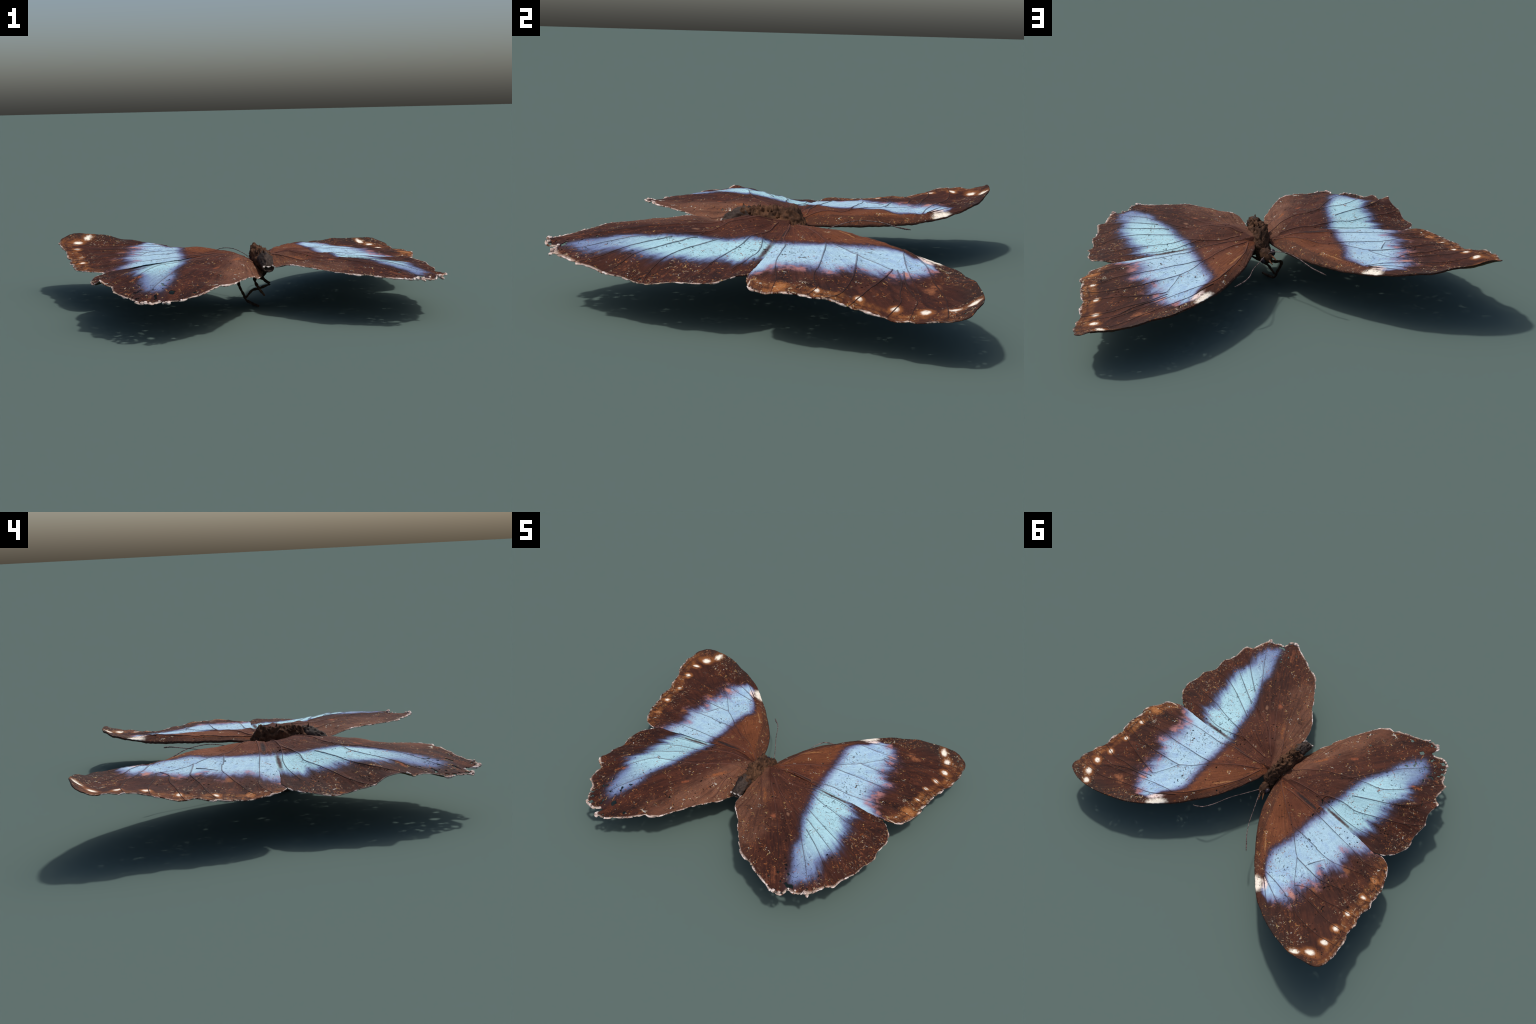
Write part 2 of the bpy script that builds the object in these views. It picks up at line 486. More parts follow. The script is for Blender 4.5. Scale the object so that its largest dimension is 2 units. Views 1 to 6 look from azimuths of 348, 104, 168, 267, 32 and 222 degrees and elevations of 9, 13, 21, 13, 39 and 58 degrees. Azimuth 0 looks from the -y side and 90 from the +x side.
def wing_nodes(name, kind, seed, inner, outer, ring, spots=(), vein=False):
    g = Nodes(name)
    ax = g.m("ABSOLUTE", g.x)
    bx, by = (0.06, 0.03) if kind == "fore" else (0.07, 0.0)
    dx, dy = g.m("SUBTRACT", ax, bx), g.m("SUBTRACT", g.y, by)
    th = g.m("ARCTAN2", dy, dx)
    r = g.m("SQRT", g.m("ADD", g.m("MULTIPLY", dx, dx), g.m("MULTIPLY", dy, dy)))
    polar = g.vec(g.m("MULTIPLY", th, 10.0), g.m("MULTIPLY", r, 2.2), seed)
    streak = g.noise(1.6, 4, 0.6, polar)
    fine = g.vec(g.m("MULTIPLY", th, 34.0), g.m("MULTIPLY", r, 5.0), seed + 3.0)
    hair = g.noise(2.0, 4, 0.65, fine)
    cloud = g.noise(7, 4, 0.6, offset=seed + 1)
    grain = g.noise(150, 3, 0.6, offset=seed + 2)
    if kind == "hind":
        inner, outer = [(a, b - 0.008) for a, b in inner], [(a, b + 0.022) for a, b in outer]
    else:
        outer = [(a, b + 0.014) for a, b in outer]
    v = band_mask(g, ax, inner, outer, streak, seed, 0.085, 0.155 if kind == "fore" else 0.120)
    tone = g.m("ADD", g.m("MULTIPLY", streak, 0.45), g.m("ADD", g.m("MULTIPLY", cloud, 0.35), g.m("MULTIPLY", hair, 0.35)))
    far = g.step(r, 0.35, 0.75)
    if kind == "hind":  # the band dies away before the hind margin
        v = g.m("MULTIPLY", v, g.step(g.m("ADD", g.y, g.m("MULTIPLY", g.m("SUBTRACT", cloud, 0.5), 0.15)), -0.80, -0.52, 0.25, 1.0))
    lo_t, hi_t = (0.02, 1.30) if kind == "fore" else (-1.85, 0.0)
    margin = g.m("SUBTRACT", g.curve(th, polar_edge(ring, bx, by, lo_t, hi_t)), r)
    folds = g.noise(1.3, 3, 0.55, g.vec(g.m("MULTIPLY", th, 17.0), g.m("MULTIPLY", r, 1.0), seed + 6.0))
    lead = g.m("SUBTRACT", g.curve(ax, [(0.0, 0.0), (0.1, 0.17), (0.2, 0.39), (0.3, 0.53), (0.4, 0.635), (0.52, 0.725), (0.65, 0.787), (0.8, 0.822), (0.9, 0.82), (1.0, 0.76)]), g.y)
    if kind == "fore":  # the band stops short of the leading edge, but for its outer end
        v = g.m("MULTIPLY", v, g.m("MAXIMUM", g.step(g.m("ADD", lead, g.m("MULTIPLY", g.m("SUBTRACT", cloud, 0.5), 0.06)), 0.072, 0.125), g.m("MULTIPLY", g.step(ax, 0.405, 0.45), g.step(lead, 0.005, 0.04))))

    if kind == "fore":
        brown = g.mix(g.step(tone, 0.42, 0.74), DARK, MID)
        near = g.mix(g.step(tone, 0.4, 0.75), (0.075, 0.0215, 0.0115), (0.128, 0.0400, 0.0185))
        brown = g.mix(far, near, brown)
        cell = g.m("MULTIPLY", g.step(th, 0.62, 0.80), g.step(r, 0.66, 0.42))
        brown = g.mix(g.m("MULTIPLY", cell, 0.85), brown, g.mix(g.step(hair, 0.35, 0.7), (0.115, 0.034, 0.013), (0.200, 0.066, 0.024)))
        # dusky strip along the outer leading edge
        dusk = g.m("MULTIPLY", g.step(lead, 0.11, 0.02), g.step(ax, 0.44, 0.56))
        brown = g.mix(g.m("MULTIPLY", dusk, 0.85), brown, (0.026, 0.015, 0.012))
        # rolled leading edge: duller brown
        roll = g.m("MULTIPLY", g.step(lead, 0.075, 0.035), g.step(ax, 0.50, 0.38))
        brown = g.mix(g.m("MULTIPLY", roll, 0.7), brown, (0.060, 0.025, 0.016))
        # warm streaked marginal zone
        edge = margin
        lobes = g.noise(9, 4, 0.65, g.vec(g.m("MULTIPLY", g.y, 2.6), g.m("MULTIPLY", ax, 0.9), seed + 9))
        rows = g.m("MAXIMUM", g.step(g.m("ABSOLUTE", g.m("SUBTRACT", edge, 0.062)), 0.030, 0.004), g.step(g.m("ABSOLUTE", g.m("SUBTRACT", edge, 0.022)), 0.018, 0.004))
        warm = g.m("MULTIPLY", g.m("MULTIPLY", rows, g.step(th, 0.72, 0.62)), g.step(g.m("ADD", lobes, g.m("MULTIPLY", hair, 0.35)), 0.52, 0.86))
        wide = g.m("MULTIPLY", g.m("MULTIPLY", g.step(edge, 0.14, 0.03), g.step(th, 0.74, 0.62)), g.step(cloud, 0.35, 0.65))
        brown = g.mix(g.m("MULTIPLY", wide, 0.6), brown, (0.115, 0.034, 0.012))
        brown = g.mix(g.m("MULTIPLY", warm, 0.9), brown, (0.260, 0.095, 0.026))
        core, mid, rim = (0.365, 0.545, 0.660), (0.150, 0.175, 0.320), (0.040, 0.022, 0.032)
    else:
        brown = g.mix(g.step(tone, 0.42, 0.76), (0.021, 0.0072, 0.0055), (0.070, 0.0200, 0.0105))
        near = g.mix(g.step(tone, 0.4, 0.75), (0.046, 0.0148, 0.0095), (0.088, 0.0285, 0.0165))
        brown = g.mix(g.step(r, 0.28, 0.55), near, brown)
        # tan fold beside the body
        tan = g.m("MULTIPLY", g.step(g.m("ADD", th, g.m("MULTIPLY", g.m("SUBTRACT", g.noise(5, 4, 0.6, offset=seed + 14), 0.5), 0.9)), -0.98, -1.34), g.step(r, 0.86, 0.55))
        brown = g.mix(g.m("MULTIPLY", tan, 0.85), brown, g.mix(g.step(tone, 0.35, 0.75), (0.082, 0.031, 0.018), (0.185, 0.083, 0.050)))
        fleckred = g.m("MULTIPLY", g.step(r, 0.62, 0.8), g.step(g.m("ADD", g.noise(11, 3, 0.6, offset=seed + 5), g.m("MULTIPLY", hair, 0.4)), 0.78, 0.95))
        brown = g.mix(g.m("MULTIPLY", fleckred, 0.75), brown, (0.235, 0.075, 0.032))
        core, mid, rim = (0.365, 0.600, 0.665), (0.130, 0.175, 0.330), (0.034, 0.022, 0.032)

    # rusty mottling and dark smoky patches
    rust_m = g.m("MULTIPLY", g.step(g.noise(13, 5, 0.7, offset=seed + 15), 0.52, 0.72), g.step(hair, 0.40, 0.62))
    brown = g.mix(g.m("MULTIPLY", rust_m, 0.55), brown, (0.165, 0.052, 0.022))
    smoke = g.step(g.noise(6, 4, 0.65, offset=seed + 16), 0.50, 0.72)
    brown = g.mix(g.m("MULTIPLY", smoke, 0.5), brown, (0.020, 0.0085, 0.0075))
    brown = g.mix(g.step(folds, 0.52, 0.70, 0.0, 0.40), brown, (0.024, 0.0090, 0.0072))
    brown = g.mix(g.step(folds, 0.44, 0.30, 0.0, 0.30), brown, (0.130, 0.044, 0.024))
    # blue band
    mott = g.noise(16, 4, 0.6, offset=seed + 4)
    low = g.step(g.y, -0.32, -0.58) if kind == "hind" else g.step(g.m("SUBTRACT", mott, g.m("MULTIPLY", g.y, -0.25)), 0.50, 0.80)
    core = g.mix(g.m("MULTIPLY", low, 0.92 if kind == "hind" else 0.8), core, (0.160, 0.215, 0.345) if kind == "hind" else (0.265, 0.400, 0.600))
    core = g.mix(g.step(hair, 0.50, 0.80, 0.0, 0.55), core, (0.215, 0.370, 0.600))
    core = g.mix(g.step(g.noise(2.4, 3, 0.6, fine, offset=5.0), 0.52, 0.75, 0.0, 0.6), core, (0.440, 0.640, 0.700))
    core = g.mix(g.step(grain, 0.45, 0.8, 0.0, 0.25), core, (0.400, 0.560, 0.680))
    col = g.mix(g.step(v, 0.02, 0.34), brown, rim)
    col = g.mix(g.step(v, 0.22, 0.66), col, mid)
    col = g.mix(g.step(v, 0.45, 1.0), col, core)
    if kind == "fore":
        pink = g.m("MULTIPLY", g.m("MULTIPLY", g.step(v, 0.05, 0.35), g.step(v, 0.97, 0.5)), g.m("MULTIPLY", g.step(mott, 0.5, 0.66), g.step(ax, 0.44, 0.55)))
        col = g.mix(g.m("MULTIPLY", pink, 0.75), col, (0.430, 0.190, 0.180))
    wob = g.m("MULTIPLY", g.m("SUBTRACT", g.noise(60, 2, 0.5, offset=seed + 6), 0.5), 0.7)
    rag = g.m("MULTIPLY", g.m("SUBTRACT", g.noise(45, 4, 0.7, offset=seed + 12), 0.5), 3.6)
    for cx, cy, rx, ry, ang, halo, tint, hard in spots:
        d = g.spot(ax, cx, cy, rx, ry, ang, wob if hard > 0.25 else rag)
        if halo:
            col = g.mix(g.m("MULTIPLY", g.step(d, 2.3, 0.9), halo), col, (0.300, 0.105, 0.028))
        col = g.mix(g.step(d, 1.25, hard) if hard > 0.25 else g.step(d, 1.5, 0.0, 0.0, 0.8), col, tint)
    if vein:
        pale = g.mix(g.step(r, 0.30, 0.60), g.mix(g.step(hair, 0.3, 0.7), (0.055, 0.019, 0.013), (0.120, 0.048, 0.033)), (0.026, 0.0105, 0.008))
        col = g.mix(0.72, col, g.mix(g.step(v, 0.2, 0.6), pale, g.mix(g.step(cloud, 0.4, 0.6), (0.030, 0.023, 0.036), (0.085, 0.070, 0.095))))
        return g.finish(col, 0.7, 0.2, grain, 0.3, 0.002)
    col = g.mix(g.step(grain, 0.30, 0.75, 0.35, 0.0), col, g.mix(0.45, col, (0.02, 0.012, 0.01)))
    gate = g.noise(5.0, 3, 0.6, g.vec(g.m("MULTIPLY", th, 6.0), 0.0, seed + 2.0))
    if kind == "fore":
        pale_rim = g.m("MULTIPLY", g.m("MULTIPLY", g.step(margin, 0.014, 0.001), g.step(gate, 0.46, 0.58)), g.step(th, 0.66, 0.60))
    else:
        pale_rim = g.m("MULTIPLY", g.step(margin, g.m("ADD", 0.005, g.m("MULTIPLY", g.step(g.y, -0.3, -0.7), 0.010)), -0.002), g.step(gate, 0.36, 0.52))
    col = g.mix(g.m("MULTIPLY", pale_rim, 0.6 if kind == "hind" else 0.8), col, (0.62, 0.50, 0.42))
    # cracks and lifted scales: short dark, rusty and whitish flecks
    wv = g.vec(g.m("ADD", g.x, g.m("MULTIPLY", g.noise(40, 2, 0.5), 0.02)), g.m("ADD", g.y, g.m("MULTIPLY", g.noise(33, 2, 0.5, offset=4.0), 0.02)), seed)
    line = g.m("MULTIPLY", g.step(g.crack(46, wv), 0.054, 0.030), g.step(g.noise(95, 2, 0.5, offset=seed + 7), 0.52, 0.56))
    line = g.m("MULTIPLY", line, g.step(g.noise(8, 3, 0.6, offset=seed + 8), 0.40, 0.53))
    pick = g.m("ADD", g.noise(26, 2, 0.5, offset=seed + 11), g.m("MULTIPLY", g.step(v, 0.5, 0.2), 0.045))
    rusty = g.mix(g.step(pick, 0.50, 0.53), (0.010, 0.007, 0.006), (0.210, 0.070, 0.022))
    rusty = g.mix(g.m("MULTIPLY", g.step(pick, 0.62, 0.64), g.step(v, 0.4, 0.1)), rusty, (0.36, 0.24, 0.09))
    rusty = g.mix(g.m("MULTIPLY", g.step(pick, 0.685, 0.70), g.step(v, 0.4, 0.1)), rusty, (0.46, 0.46, 0.42))
    col = g.mix(g.m("MULTIPLY", line, 0.9), col, rusty)
    scuff = g.m("MULTIPLY", g.step(g.crack(70, wv), 0.07, 0.03), g.step(g.noise(70, 3, 0.6, offset=seed + 17), 0.54, 0.58))
    scuff = g.m("MULTIPLY", scuff, g.m("MULTIPLY", g.step(g.m("ADD", g.noise(7, 3, 0.6, offset=seed + 18), g.step(margin, 0.26, 0.02, 0.0, 0.13)), 0.585, 0.70), g.step(v, 0.5, 0.1)))
    col = g.mix(g.m("MULTIPLY", scuff, 0.75), col, g.mix(g.step(g.noise(40, 2, 0.5, offset=seed + 19), 0.44, 0.58), (0.230, 0.080, 0.026), (0.44, 0.36, 0.24)))
    return g.finish(col, 0.72, 0.12, g.m("ADD", g.m("MULTIPLY", folds, 1.2), g.m("ADD", g.m("MULTIPLY", hair, 0.5), g.m("MULTIPLY", grain, 0.35))), 0.55, 0.006)


def underside(name, seed):
    g = Nodes(name)
    n = g.noise(9, 4, 0.6, offset=seed)
    col = g.mix(g.step(n, 0.35, 0.68), (0.060, 0.042, 0.018), (0.150, 0.105, 0.038))
    col = g.mix(g.step(g.noise(60, 3, 0.6), 0.5, 0.75), col, (0.035, 0.022, 0.012))
    return g.finish(col, 0.75, 0.1)


def plain(name, lo, hi, scale, rough=0.8, spec=0.15, strength=0.5, dist=0.006, extra=None):
    g = Nodes(name)
    n = g.noise(scale, 5, 0.65, distort=0.4)
    col = g.mix(g.step(n, 0.35, 0.68), lo, hi)
    if extra:
        col = g.mix(g.step(g.noise(extra[1], 3, 0.6, offset=5), extra[2], extra[2] + 0.1), col, extra[0])
    return g.finish(col, rough, spec, g.noise(scale * 3, 4, 0.6), strength, dist)


DARK, MID = (0.021, 0.0072, 0.0055), (0.074, 0.0215, 0.0110)
WHITE = (0.86, 0.78, 0.66)
FRINGE = plain("pale_fringe", (0.36, 0.25, 0.21), (0.72, 0.63, 0.59), 45, 0.85, 0.1, extra=((0.13, 0.055, 0.032), 38, 0.53))
BODY = plain("dusty_body", (0.030, 0.015, 0.009), (0.105, 0.050, 0.026), 22, 0.85, 0.15, 0.6, 0.006, extra=((0.012, 0.009, 0.007), 45, 0.62))
ABDOMEN = plain("dark_abdomen", (0.020, 0.014, 0.012), (0.052, 0.034, 0.026), 22, 0.7, 0.2, 0.5, 0.006)
EYE = plain("purple_black_eye", (0.012, 0.007, 0.010), (0.030, 0.018, 0.026), 40, 0.45, 0.4, 0.2, 0.002)
LEG = plain("brown_leg", (0.026, 0.014, 0.009), (0.075, 0.038, 0.021), 50, 0.75, 0.2)
ANTENNA = plain("ringed_antenna", (0.030, 0.018, 0.016), (0.240, 0.170, 0.160), 60, 0.7, 0.2)
RUST = plain("rusty_palp", (0.060, 0.028, 0.016), (0.190, 0.085, 0.045), 60, 0.8, 0.1)
ROLL = plain("rolled_edge", (0.030, 0.013, 0.009), (0.075, 0.030, 0.018), 35, 0.75, 0.15)
TORN = plain("torn_pale_rim", (0.20, 0.17, 0.16), (0.62, 0.56, 0.52), 60, 0.85, 0.1)

# blue band: inner and outer limit |x| as a function of y
BANDS = {
    "FR": ([(0.0, 0.375), (0.086, 0.366), (0.228, 0.355), (0.338, 0.346), (0.43, 0.332), (0.50, 0.350), (0.54, 0.380), (0.58, 0.405), (0.62, 0.430), (0.65, 0.50), (0.7, 0.7)],
           [(0.0, 0.775), (0.05, 0.755), (0.10, 0.705), (0.18, 0.684), (0.245, 0.690), (0.31, 0.708), (0.354, 0.655), (0.42, 0.643), (0.485, 0.623), (0.55, 0.640), (0.595, 0.605), (0.63, 0.56), (0.66, 0.52), (0.7, 0.48)]),
    "FL": ([(-0.02, 0.352), (0.053, 0.349), (0.104, 0.338), (0.18, 0.338), (0.30, 0.333), (0.40, 0.308), (0.45, 0.320), (0.51, 0.350), (0.55, 0.370), (0.58, 0.395), (0.62, 0.43), (0.65, 0.51), (0.7, 0.66)],
           [(-0.02, 0.735), (0.02, 0.705), (0.077, 0.671), (0.124, 0.647), (0.174, 0.658), (0.244, 0.656), (0.29, 0.633), (0.36, 0.634), (0.42, 0.62), (0.462, 0.59), (0.525, 0.603), (0.583, 0.600), (0.62, 0.55), (0.65, 0.51), (0.7, 0.47)]),
    "HR": ([(-0.80, 0.66), (-0.708, 0.618), (-0.581, 0.575), (-0.49, 0.535), (-0.414, 0.525), (-0.354, 0.496), (-0.261, 0.451), (-0.129, 0.416), (-0.058, 0.396), (0.03, 0.37), (0.12, 0.36)],
           [(-0.80, 0.60), (-0.735, 0.63), (-0.68, 0.685), (-0.602, 0.72), (-0.527, 0.708), (-0.471, 0.686), (-0.416, 0.715), (-0.329, 0.713), (-0.222, 0.685), (-0.16, 0.679), (-0.092, 0.645), (-0.042, 0.662), (0.0, 0.61), (0.12, 0.56)]),
    "HL": ([(-0.80, 0.575), (-0.711, 0.540), (-0.564, 0.485), (-0.432, 0.458), (-0.335, 0.412), (-0.248, 0.386), (-0.135, 0.373), (-0.051, 0.35), (0.0, 0.335), (0.12, 0.32)],
           [(-0.80, 0.52), (-0.74, 0.55), (-0.681, 0.607), (-0.61, 0.636), (-0.52, 0.628), (-0.473, 0.622), (-0.416, 0.652), (-0.343, 0.637), (-0.26, 0.625), (-0.16, 0.618), (-0.089, 0.626), (-0.032, 0.608), (0.12, 0.56)]),
}
PINK, GLOW = (0.42, 0.20, 0.17), (0.26, 0.095, 0.04)
# spots: x, y, half length, half width, angle, halo, tint, hardness
SPOTS = {
    "FR": [(0.832, 0.797, 0.0263, 0.0156, -0.75, 0.4, WHITE, 0.35), (0.881, 0.739, 0.0250, 0.0195, -0.9, 0.6, WHITE, 0.35), (0.905, 0.65, 0.0213, 0.0156, -0.5, 0.8, WHITE, 0.5),
           (0.895, 0.552, 0.0175, 0.0130, -0.3, 0.8, WHITE, 0.3), (0.885, 0.431, 0.0137, 0.0117, 0.0, 0.8, WHITE, 0.4), (0.893, 0.293, 0.0150, 0.0104, 0.1, 0.8, WHITE, 0.3), (0.89, 0.17, 0.0225, 0.0156, 0.2, 1.0, (0.30, 0.13, 0.05), 0.2),
           (0.405, 0.624, 0.062, 0.025, 0.80, 0, WHITE, 0.5), (0.435, 0.602, 0.052, 0.016, 0.78, 0, (0.80, 0.64, 0.58), 0.3), (0.594, 0.553, 0.030, 0.012, 0.35, 0, PINK, 0.3), (0.713, 0.652, 0.030, 0.022, 0.5, 0, GLOW, 0.1), (0.67, 0.665, 0.025, 0.014, 0.5, 0, GLOW, 0.1),
           (0.20, 0.275, 0.060, 0.005, 0.85, 0, (0.36, 0.17, 0.065), 0.2),
           (0.285, 0.048, 0.115, 0.011, 0.02, 0, (0.022, 0.014, 0.014), 0.3)],
    "FL": [(0.828, 0.769, 0.0275, 0.0182, -0.75, 0.4, WHITE, 0.35), (0.888, 0.711, 0.0275, 0.0195, -0.4, 0.6, WHITE, 0.35), (0.907, 0.618, 0.0200, 0.0156, -0.3, 0.8, WHITE, 0.5),
           (0.896, 0.513, 0.0175, 0.0156, 0.0, 0.9, WHITE, 0.3), (0.879, 0.394, 0.0150, 0.0117, 0.0, 0.9, WHITE, 0.4), (0.877, 0.257, 0.0163, 0.0117, 0.0, 0.9, WHITE, 0.3), (0.854, 0.131, 0.0150, 0.0117, 0.2, 1.0, (0.40, 0.20, 0.10), 0.2),
           (0.394, 0.606, 0.052, 0.032, 0.75, 0, WHITE, 0.5), (0.435, 0.580, 0.046, 0.017, 0.78, 0, (0.80, 0.64, 0.58), 0.3), (0.586, 0.527, 0.035, 0.018, 0.3, 0, PINK, 0.3), (0.655, 0.42, 0.024, 0.014, 0.1, 0, GLOW, 0.2), (0.700, 0.20, 0.030, 0.018, 0.1, 0, GLOW, 0.2),
           (0.262, 0.395, 0.055, 0.005, 0.85, 0, (0.36, 0.17, 0.065), 0.2),
           (0.255, 0.035, 0.115, 0.013, 0.02, 0, (0.022, 0.014, 0.014), 0.3)],
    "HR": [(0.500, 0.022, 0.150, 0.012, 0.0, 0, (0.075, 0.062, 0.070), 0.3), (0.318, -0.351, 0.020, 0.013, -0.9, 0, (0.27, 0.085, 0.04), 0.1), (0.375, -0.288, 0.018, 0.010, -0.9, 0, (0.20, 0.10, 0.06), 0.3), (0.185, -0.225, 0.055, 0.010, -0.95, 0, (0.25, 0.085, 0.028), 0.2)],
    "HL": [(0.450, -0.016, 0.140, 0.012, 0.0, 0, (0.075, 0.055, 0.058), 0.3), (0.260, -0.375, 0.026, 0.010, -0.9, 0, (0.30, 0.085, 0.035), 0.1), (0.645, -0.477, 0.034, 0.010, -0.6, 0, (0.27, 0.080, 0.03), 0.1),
           (0.135, -0.235, 0.060, 0.010, -1.0, 0, (0.27, 0.085, 0.028), 0.2)],
}

# ------------------------------------------------------------------ top-level thing
butterfly = bpy.data.objects.new("butterfly", None)
bpy.context.scene.collection.objects.link(butterfly)
butterfly["label"] = "large dried brown butterfly with pale blue wing bands"
butterfly["category"] = "butterfly"

# ------------------------------------------------------------------ wings
GRID = 0.0048
CELL = {}


def build_wing(key, edge, inner, crease, relief, veins, hidden, margin, zcap=None):
    """One wing: plan outline -> fine triangle mesh -> lifted onto its relief surface."""
    kind = "fore" if key[0] == "F" else "hind"
    sgn = 1 if key[1] == "R" else -1
    surf = tps(list(edge) + list(crease) + list(relief))
    ring = [p[:2] for p in edge] + [p[:2] for p in (inner[1:] if inner else [])] + list(hidden)
    ring = smooth_path(ring, 0.0042, closed=True)[:-1]
    vpaths = [smooth_path(v, 0.006) for v in veins]
    # ragged edge: fine tooth everywhere, deeper along the hind margin
    ctr = ring.mean(0)
    nrm = np.roll(ring, -1, 0) - np.roll(ring, 1, 0)
    nrm = np.stack([nrm[:, 1], -nrm[:, 0]], 1)
    nrm /= np.linalg.norm(nrm, axis=1)[:, None] + 1e-9
    for i, p in enumerate(ring):
        wear = 0.0018
        if kind == "hind":
            wear = 0.0022 + 0.007 * min(1, max(0, (-0.45 - p[1]) / 0.3))
        k = noise.noise(Vector((p[0] * 60, p[1] * 60, 3.1))) + 0.6 * noise.noise(Vector((p[0] * 150, p[1] * 150, 8.0)))
        ring[i] = p + nrm[i] * wear * k
    # interior points on a slightly jittered triangular grid
    lo, hi = ring.min(0), ring.max(0)
    rows = np.arange(lo[1], hi[1], GRID * 0.866)
    pts = []
    for j, yy in enumerate(rows):
        xs = np.arange(lo[0] + (j % 2) * GRID / 2, hi[0], GRID)
        pts.append(np.stack([xs, np.full(len(xs), yy)], 1))
    pts = np.vstack(pts)
    pts = pts + rng.uniform(-0.0007, 0.0007, pts.shape)
    pts = pts[inside(ring, pts)]
    pts = pts[dist_to_path(np.vstack([ring, ring[:1]]), pts) > 0.0028]
    n = len(ring)
    co = [Vector(p) for p in np.vstack([ring, pts])]
    v2, _, tri, *_ = delaunay_2d_cdt(co, [(i, (i + 1) % n) for i in range(n)], [], 1, 1e-6)
    xy = np.array([tuple(v) for v in v2])

    fw = CELL.get("F" + key[1]) if kind == "hind" else None

    def height(p):
        p = np.atleast_2d(np.asarray(p, float))
        z = surf(p) - 0.0012
        for q in vpaths:
            d = dist_to_path(q, p)
            z = z + 0.0028 * np.exp(-(d / 0.010) ** 2)
        z = z + np.array([0.0035 * noise.noise(Vector((a * 14, b * 14, 1.7))) + 0.0012 * noise.noise(Vector((a * 60, b * 60, 4.0))) for a, b in p])
        if fw is not None:
            m = inside(fw[0], p)
            if m.any():
                d = dist_to_path(fw[2], p[m])
                z[m] = np.minimum(z[m], fw[1](p[m]) - 0.0045 - 0.15 * np.minimum(d, 0.06))
        return z
    z = height(xy)
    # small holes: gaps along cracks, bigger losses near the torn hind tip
    tri = np.array([t for t in tri if len(t) == 3])
    c = xy[tri].mean(1)
    tip = np.array([sgn * 0.64, -0.74])
    drop = np.zeros(len(tri), bool)
    for i, (a, b) in enumerate(c):
        crack = abs(noise.noise(Vector((a * 42, b * 42, 9.0 + sgn))))
        patch = noise.noise(Vector((a * 11, b * 11, 2.0 * sgn)))
        bit = noise.noise(Vector((a * 85, b * 85, 5.0)))
        drop[i] = crack < 0.045 and patch > 0.16 and bit > 0.20
        if kind == "hind":
            near = 1 - np.hypot(*(np.array([a, b]) - tip)) / (0.24 if sgn < 0 else 0.15)
            if near > 0:
                tear = noise.noise(Vector((a * 30 + 5, b * 30, 6.0))) + 0.5 * noise.noise(Vector((a * 60, b * 60, 1.0)))
                drop[i] |= tear > (0.62 if sgn < 0 else 0.70) - 0.40 * near
    tri = tri[~drop]
    # wind the triangles so that the top faces up
    a, b, d = xy[tri[:, 0]], xy[tri[:, 1]], xy[tri[:, 2]]
    flip = ((b - a)[:, 0] * (d - a)[:, 1] - (b - a)[:, 1] * (d - a)[:, 0]) < 0
    tri[flip] = tri[flip][:, ::-1]
    top = wing_nodes(f"{kind}wing_scales", kind, (1.0 if sgn > 0 else 21.0) + (0 if kind == "fore" else 40.0), *BANDS[key], ring, SPOTS[key])
    wing = new_object(f"{kind}wing", np.c_[xy, z], tri.tolist(), [top, UNDER[kind]], butterfly)
    sol = wing.modifiers.new("thickness", "SOLIDIFY")
    sol.thickness, sol.offset, sol.material_offset = 0.0034, -1, 1
    sol.use_rim = True
    # veins: half-sunk ribs
    vm = wing_nodes(f"{kind}wing_vein", kind, (1.0 if sgn > 0 else 21.0) + (0 if kind == "fore" else 40.0), *BANDS[key], ring, vein=True)
    for q in vpaths:
        q = q[inside(ring, q)]
        if len(q) < 4:
            continue
        t = np.linspace(0, 1, len(q))
        rad = 0.0036 * (1 - 0.45 * t) * (0.85 + 0.3 * rng.random(len(q)))
        vv, ff = tube(np.c_[q, height(q) - 0.0006], rad, 6)
        new_object("vein", vv, ff, [vm], wing)
    # pale fringe along the margin
    i0, i1 = margin
    path = smooth_path([p[:2] for p in edge[i0:i1]], 0.004)
    zz = height(path)
    vv, ff, run, rr = [], [], [], []
    for p, h in zip(path, zz):
        k = noise.noise(Vector((p[0] * 22, p[1] * 22, 12.0)))
        k2 = noise.noise(Vector((p[0] * 120, p[1] * 120, 2.0)))
        if kind == "fore":
            rad = 0.0012 + 0.0055 * k + 0.0012 * k2
        else:
            low = min(1, max(0, (-0.5 - p[1]) / 0.25))
            rad = 0.0011 + (0.0045 + 0.003 * low) * k + 0.0018 * k2 + 0.0018 * low
        if rad > 0.0014:
            out = (p - ctr) / np.linalg.norm(p - ctr)
            run.append((*(p + 0.0012 * out + 0.0015 * k2), h - 0.0026 + 0.002 * k2))
            rr.append(min(rad, 0.0078))
        if (rad <= 0.0014 or p is path[-1]) and run:
            if len(run) > 4:
                rr[0] = rr[-1] = 0.0010
                tube(run, rr, 7, vv, ff)
            run, rr = [], []
    if vv:
        new_object("fringe", vv, ff, [FRINGE], wing, kind="stuff")
    CELL[key] = (ring, height, smooth_path([p[:2] for p in inner], 0.01) if inner else None)
    return wing, height


